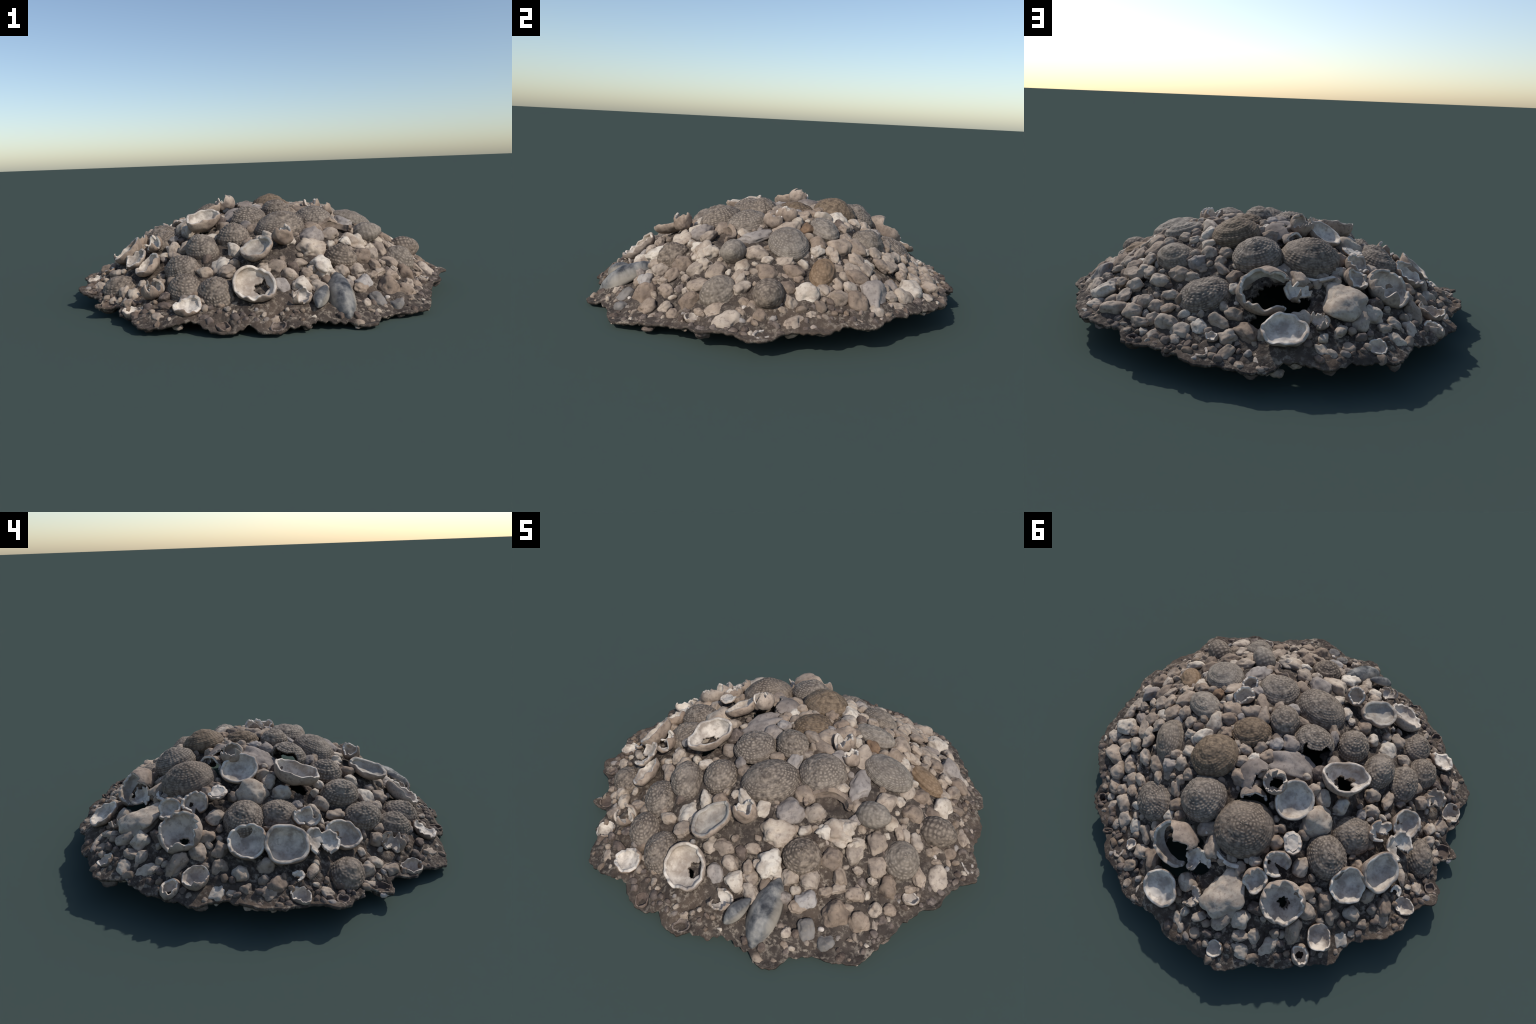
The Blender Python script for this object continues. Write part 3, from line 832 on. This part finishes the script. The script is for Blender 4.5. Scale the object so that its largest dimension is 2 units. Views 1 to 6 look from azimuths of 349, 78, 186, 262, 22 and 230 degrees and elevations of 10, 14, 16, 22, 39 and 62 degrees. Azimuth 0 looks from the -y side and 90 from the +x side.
# ------------------------------------------------------------------ open, broken shells
bowl((-0.335, -0.120, 0.420), (-0.12, -0.28, 0.95), 0.116, 0.086, 0.072, 11, -128, 0.014, 0.06, 8, 96, point=0.18, hole=(0.046, 0.02, 0.0))
bowl((-0.283, 0.137, 0.430), (-0.60, 0.22, 0.76), 0.088, 0.094, 0.050, 12, 0, 0.013, 0.05, 6, 92)
bowl((-0.171, 0.165, 0.468), (-0.20, 0.50, 0.84), 0.060, 0.060, 0.053, 13, 20, 0.010, 0.18, 9, 118, hole=(0.034, 0.0, 0.0))
bowl((-0.131, -0.556, 0.296), (-0.28, -0.35, 0.90), 0.104, 0.078, 0.048, 14, 65, 0.017, 0.09, 7, 94, inside="inside_grey", lift=0.030)
bowl((-0.185, -0.752, 0.180), (-0.08, -0.60, 0.80), 0.100, 0.102, 0.058, 15, 0, 0.015, 0.08, 20, 100, hole=(0.040, 0.035, 0.005), lift=0.006, raise_face=0.0)
bowl((-0.170, 0.827, 0.203), (-0.05, 0.62, 0.78), 0.094, 0.082, 0.043, 16, 0, 0.013, 0.07, 9, 90)
bowl((-0.072, 0.655, 0.292), (-0.12, 0.90, 0.58), 0.124, 0.112, 0.082, 17, 0, 0.016, 0.11, 9, 116, 56, arc=(-140, 138), tuck=0.3)
bowl((-0.205, 0.625, 0.290), (-0.25, 0.45, 0.84), 0.070, 0.058, 0.043, 18, 0, 0.013, 0.28, 9, 92, arc=(-160, 100))
bowl((-0.580, 0.445, 0.272), (-0.60, 0.30, 0.74), 0.104, 0.098, 0.070, 19, 40, 0.014, 0.15, 12, 98, hole=(0.028, -0.02, 0.015))
bowl((-0.706, 0.159, 0.258), (-0.72, 0.15, 0.68), 0.084, 0.090, 0.055, 20, 0, 0.012, 0.11, 9, 94)
bowl((-0.747, -0.001, 0.250), (-0.80, -0.05, 0.60), 0.092, 0.100, 0.065, 21, 0, 0.016, 0.04, 5, 98)
bowl((-0.712, -0.162, 0.228), (-0.70, -0.20, 0.65), 0.074, 0.078, 0.041, 22, 0, 0.013, 0.20, 9, 92, arc=(-150, 150))
bowl((-0.644, -0.276, 0.212), (-0.75, -0.22, 0.62), 0.072, 0.086, 0.046, 23, 0, 0.013, 0.12, 7, 92, hole=(0.011, 0.02, 0.02))
bowl((-0.610, -0.117, 0.300), (-0.55, -0.35, 0.75), 0.050, 0.070, 0.048, 24, 0, 0.014, 0.20, 7, 98, arc=(-130, 150))
bowl((-0.444, 0.368, 0.343), (-0.55, 0.15, 0.80), 0.061, 0.066, 0.055, 25, 0, 0.013, 0.12, 7, 106, arc=(-160, 165), hole=(0.012, 0.03, 0.02))
bowl((-0.436, 0.487, 0.318), (-0.50, 0.30, 0.80), 0.056, 0.058, 0.044, 26, 0, 0.014, 0.18, 6, 96)
bowl((0.001, -0.505, 0.352), (-0.22, 0.05, 0.97), 0.052, 0.052, 0.058, 27, 0, 0.013, 0.10, 6, 118, lift=0.024)
bowl((0.300, -0.019, 0.452), (-0.30, 0.30, 0.90), 0.046, 0.058, 0.053, 28, -30, 0.014, 0.15, 6, 112)
bowl((0.352, -0.095, 0.430), (-0.35, 0.35, 0.86), 0.040, 0.046, 0.048, 29, 0, 0.012, 0.12, 6, 108)
bowl((0.325, -0.343, 0.350), (0.10, -0.55, 0.83), 0.104, 0.070, 0.060, 30, 8, 0.020, 0.15, 7, 92, 45, arc=(-5, 190), basin=False, outside="tan", inside="tan")
for dx, dy, r in ((0.03, 0.03, 0.045), (0.09, -0.01, 0.038), (-0.05, -0.03, 0.035)):
    q = np.array((0.395 + dx, -0.435 + dy, 0.0))
    q[2] = float(crest(q[0], q[1]))
    fragment("white", q, (r, r * 0.85, r * 0.7), 400 * dx, slope_normal(q[0], q[1]), 950 + int(1000 * r), rough=0.3, cuts=2)
bowl((-0.419, 0.261, 0.374), (-0.35, 0.0, 0.94), 0.058, 0.046, 0.022, 31, -40, 0.018, 0.18, 5, 90)
bowl((-0.232, 0.410, 0.375), (-0.22, 0.50, 0.84), 0.158, 0.156, 0.072, 32, 0, 0.018, 0.07, 5, 92, 58, arc=(62, 152), foot=False)
bowl((-0.085, 0.200, 0.408), (0.10, -0.12, -0.98), 0.098, 0.084, 0.058, 33, 30, 0.013, 0.22, 8, 84, arc=(-150, 60), outside="grey", foot=False)
bowl((-0.150, 0.270, 0.402), (0.05, 0.20, -0.97), 0.070, 0.060, 0.048, 34, 0, 0.013, 0.25, 8, 84, arc=(-60, 130), foot=False)
bowl((-0.486, -0.742, 0.098), (-0.12, -0.55, 0.83), 0.066, 0.062, 0.038, 35, 0, 0.016, 0.15, 7, 96)
bowl((-0.624, -0.523, 0.138), (-0.30, -0.10, 0.95), 0.058, 0.062, 0.050, 36, 0, 0.013, 0.30, 9, 96, arc=(-170, 120))
fragment("grey", np.array((-0.132, 0.034, 0.424)), (0.120, 0.070, 0.038), -137, slope_normal(-0.13, 0.03), 901, rough=0.22)
OPENINGS += [(-0.345, -0.130, 0.050), (-0.171, 0.150, 0.055), (-0.105, 0.655, 0.108), (-0.200, 0.630, 0.052), (-0.145, -0.085, 0.060), (-0.100, -0.150, 0.072), (-0.560, 0.435, 0.03), (-0.180, -0.735, 0.03), (-0.140, 0.300, 0.05), (-0.170, 0.235, 0.045)]

# ------------------------------------------------------------------ the soil itself
FOOT = np.array(FEET)


def soil_height(x, y):
    t = np.arctan2(y, x)
    rho = np.hypot(x, y) / around(CALM_R, t)
    depth = (0.057 - 0.010 * np.cos(t)) * (1 - np.clip(rho, 0, 1) ** 8) + 0.003 * np.clip(rho, 0, 1) ** 4
    h = crest(x, y) - depth
    p = np.stack([x, y, 0 * x], -1).reshape(-1, 3)
    lumps = 0.010 * fbm(p * 9, 3, 2) + 0.005 * fbm(p * 26, 5, 2) + 0.0042 * fbm(p * 55, 9, 3)
    h = h + lumps.reshape(x.shape) * np.clip((1.06 - rho) / 0.2, 0.3, 1)
    # soil banks up against whatever is stuck in it
    bank = np.zeros_like(h)
    for fx, fy, fz, fr in FOOT:
        d2 = ((x - fx) ** 2 + (y - fy) ** 2) / (1.25 * fr + 0.008) ** 2
        near = d2 < 6
        w = np.exp(-d2[near] ** 2 * 0.8)
        bank[near] = np.maximum(bank[near], w * np.clip(fz - h[near], -0.03, 0.05))
    h = h + 0.55 * bank
    for at, inv, face, r in BASINS:
        near = (np.abs(x - at[0]) < r + 0.02) & (np.abs(y - at[1]) < r + 0.02)
        if not near.any():
            continue
        dx, dy = x[near] - at[0], y[near] - at[1]
        A = inv[2, 2]
        B = 2 * (inv[0, 2] * dx + inv[1, 2] * dy)
        C = inv[0, 0] * dx * dx + 2 * inv[0, 1] * dx * dy + inv[1, 1] * dy * dy - 1
        disc = B * B - 4 * A * C
        low = (-B - np.sqrt(np.maximum(disc, 0))) / (2 * A)
        ok = (disc > 0) & (dx * face[0] + dy * face[1] + low * face[2] < 0.004)
        h[near] = np.where(ok, np.minimum(h[near], at[2] + low), h[near])
    return h


def build_soil():
    nr, nt = 190, 760
    t = np.linspace(0, TAU, nt, endpoint=False)[None]
    rho = np.linspace(0.004, 1, nr)[:, None] ** 0.85
    c = np.stack([np.cos(t), np.sin(t), 0 * t], -1).reshape(-1, 3)
    rim = around(RIM_R, t) + (0.009 * fbm(c * 20, 41, 2) + 0.007 * fbm(c * 46, 47, 2)).reshape(t.shape)
    x, y = rho * rim * np.cos(t), rho * rim * np.sin(t)
    z = soil_height(x, y)
    edge = np.clip((rho - 0.93) / 0.07, 0, 1)
    z = z + edge ** 2 * (0.004 * fbm(c * 9, 44, 2)).reshape(t.shape)
    z = np.maximum(z, 0.012)
    p = np.stack([x, y, z], -1).reshape(-1, 3)
    f = grid_faces(nr, nt)
    mid = p[f].mean(1)
    keep = np.ones(len(f), bool)
    for ox, oy, r in OPENINGS:
        keep &= np.hypot(mid[:, 0] - ox, mid[:, 1] - oy) > r * (1 + 0.3 * fbm(mid * 30, 51, 2))
    p, f = clean(p, f[keep])
    ob = mesh_object("soil_mound", p, f, ["soil"])
    m = ob.modifiers.new("crust", "SOLIDIFY")
    m.thickness, m.offset, m.use_even_offset = 0.012, -1, False
    return ob


def scatter():
    """Worn crumbs of shell between the finds: bigger ones, then grit."""
    v3, f3 = ico(2)
    shapes = []
    for s in range(14):
        rng = np.random.default_rng(300 + s)
        u = v3.copy()
        for _ in range(4):
            d = rng.normal(size=3)
            d /= np.linalg.norm(d)
            over = u @ d - rng.uniform(0.4, 0.8)
            u = u - np.where(over > 0, over, 0)[:, None] * d
        shapes.append(u * (1 + 0.25 * noise3(u * 1.6 + s * 7.7, s))[:, None])
    rng = np.random.default_rng(77)
    kinds = ["cream", "tan", "white", "dark"]
    bag = {k: ([], [], 0) for k in kinds}
    N = 9000
    a, r = rng.uniform(0, TAU, N), np.sqrt(rng.uniform(0, 1, N)) * 0.985
    x, y = r * np.cos(a) * around(RIM_R, a), r * np.sin(a) * around(RIM_R, a)
    patch = noise3(np.stack([x * 5, y * 5, 0 * x + 2], 1), 61)
    take = rng.random(N) < 0.25 + 0.45 * (np.cos(a - 0.25) > -0.1) + 0.4 * patch
    for ox, oy, q in OPENINGS:
        take &= (x - ox) ** 2 + (y - oy) ** 2 > (q + 0.02) ** 2
    for at, inv, face, q in BASINS:
        take &= (x - at[0]) ** 2 + (y - at[1]) ** 2 > (q * 0.9) ** 2
    x, y = x[take][:2800], y[take][:2800]
    z = soil_height(x[None], y[None])[0]
    for x, y, z in zip(x, y, z):
        size = min(0.0045 * math.exp(rng.exponential(0.55)), 0.021)
        n = slope_normal(x, y)
        R = frame(n + rng.normal(0, 0.3, 3), rng.uniform(0, 360))
        s = size * rng.uniform((0.8, 0.6, 0.45), (1.3, 1.0, 0.8))
        vv = (shapes[rng.integers(len(shapes))] * s) @ R.T + np.array([x, y, z]) + n * size * 0.15
        k = kinds[rng.choice(4, p=(0.4, 0.27, 0.13, 0.2))]
        V, F, o = bag[k]
        V.append(vv)
        F.append(f3 + o)
        bag[k] = (V, F, o + len(vv))
    for k in kinds:
        V, F, _ = bag[k]
        ob = mesh_object("shell_grit", np.concatenate(V), np.concatenate(F), [GRIT[k]])
        ob["kind"] = "stuff"


def grit_material(name, pale, mid):
    k = Nodes(name)
    return k.finish(k.mix(k.ramp(k.noise(22, 3), (0.45, 0.0), (0.75, 0.6)), k.ramp(k.noise(14, 3), (0.3, mid), (0.66, pale)), (90, 79, 72)), 0.9, k.noise(60, 3), 0.3, 0.004)


for key, pale, mid in (("cream", (178, 162, 147), (134, 119, 108)), ("tan", (150, 133, 118), (112, 98, 89)), ("white", (204, 192, 180), (162, 148, 137)), ("dark", (112, 100, 92), (78, 69, 65))):
    MAT["grit_" + key] = grit_material("grit_" + key, pale, mid)
GRIT = {k: "grit_" + k for k in ("cream", "tan", "white", "dark")}


def pack():
    """Fill the gaps between the catalogued finds with smaller worn fragments, and
    line the rim with soil-stained lumps. The largest become parts of their own."""
    rng = np.random.default_rng(5)
    taken = [(f[0], f[1], f[3]) for f in FEET] + BOWLS
    taken += [(x, y, r + 0.012) for x, y, r in OPENINGS]
    taken = np.array(taken)
    bag = {}
    named = 0
    for k in range(9000):
        if k < 900:                                              # the rim
            a, rel = rng.uniform(0, TAU), rng.uniform(0.90, 0.98)
            size = rng.uniform(0.010, 0.021)
        else:
            a, rel = rng.uniform(0, TAU), math.sqrt(rng.uniform(0, 0.96))
            size = (0.040, 0.031, 0.024, 0.017)[min(3, (k - 900) // 1900)] * rng.uniform(0.85, 1.2)
            east = math.cos(a - 0.35)
            bare = math.exp(-((a - 4.75) / 0.42) ** 2) * (rel > 0.8)       # the bare apron in front
            if rng.random() > 0.68 + 0.32 * east - 0.9 * bare:
                continue
        R = float(around(RIM_R, np.array(a)))
        x, y = rel * R * math.cos(a), rel * R * math.sin(a)
        if (np.hypot(taken[:, 0] - x, taken[:, 1] - y) < 0.77 * (taken[:, 2] + size)).any():
            continue
        taken = np.vstack([taken, (x, y, size)])
        n = slope_normal(x, y)
        n2 = n + rng.normal(0, 0.25, 3)
        n2 /= np.linalg.norm(n2)
        s3 = (size * rng.uniform(0.95, 1.35), size * rng.uniform(0.75, 1.05), size * rng.uniform(0.7, 1.0))
        at = np.array([x, y, float(crest(np.array(x), np.array(y))) + (0.1 if k < 900 else -0.2 * (1 - rel ** 6)) * size - 0.015 * (1 - rel ** 6)])
        at[2] = max(at[2], 0.95 * size)
        kind = rng.choice(["cream", "tan", "white", "grey", "dark"], p=(0.1, 0.15, 0.05, 0.1, 0.6) if k < 900 else (0.48, 0.17, 0.2, 0.07, 0.08))
        loose = k >= 900 and named < 75 and size > 0.024
        named += loose
        ob = fragment(str(kind), at, s3, rng.uniform(0, 360), n2, 40000 + 13 * k, fine=loose, cuts=1, rough=0.2)
        if not loose:
            bag.setdefault(str(kind), []).append(ob)
    for kind, obs in bag.items():
        V, F, o = [], [], 0
        for ob in obs:
            me = ob.data
            v = np.empty(len(me.vertices) * 3, np.float32)
            me.vertices.foreach_get("co", v)
            f = np.empty(len(me.polygons) * 3, np.int32)
            me.polygons.foreach_get("vertices", f)
            M = np.array(ob.matrix_world)
            V.append(v.reshape(-1, 3) @ M[:3, :3].T + M[:3, 3])
            F.append(f.reshape(-1, 3) + o)
            o += len(V[-1])
            bpy.data.objects.remove(ob)
            bpy.data.meshes.remove(me)
        ob = mesh_object("small_fragments", np.concatenate(V), np.concatenate(F), ["loose_" + kind])
        ob["kind"] = "stuff"


pack()
FOOT = np.array(FEET)
build_soil()
scatter()

# nothing may reach below the ground the mound stands on
bpy.context.view_layer.update()
for ob in ROOT.children:
    low = min((ob.matrix_world @ v.co).z for v in ob.data.vertices)
    if low < 0.001:
        ob.location.z += 0.001 - low
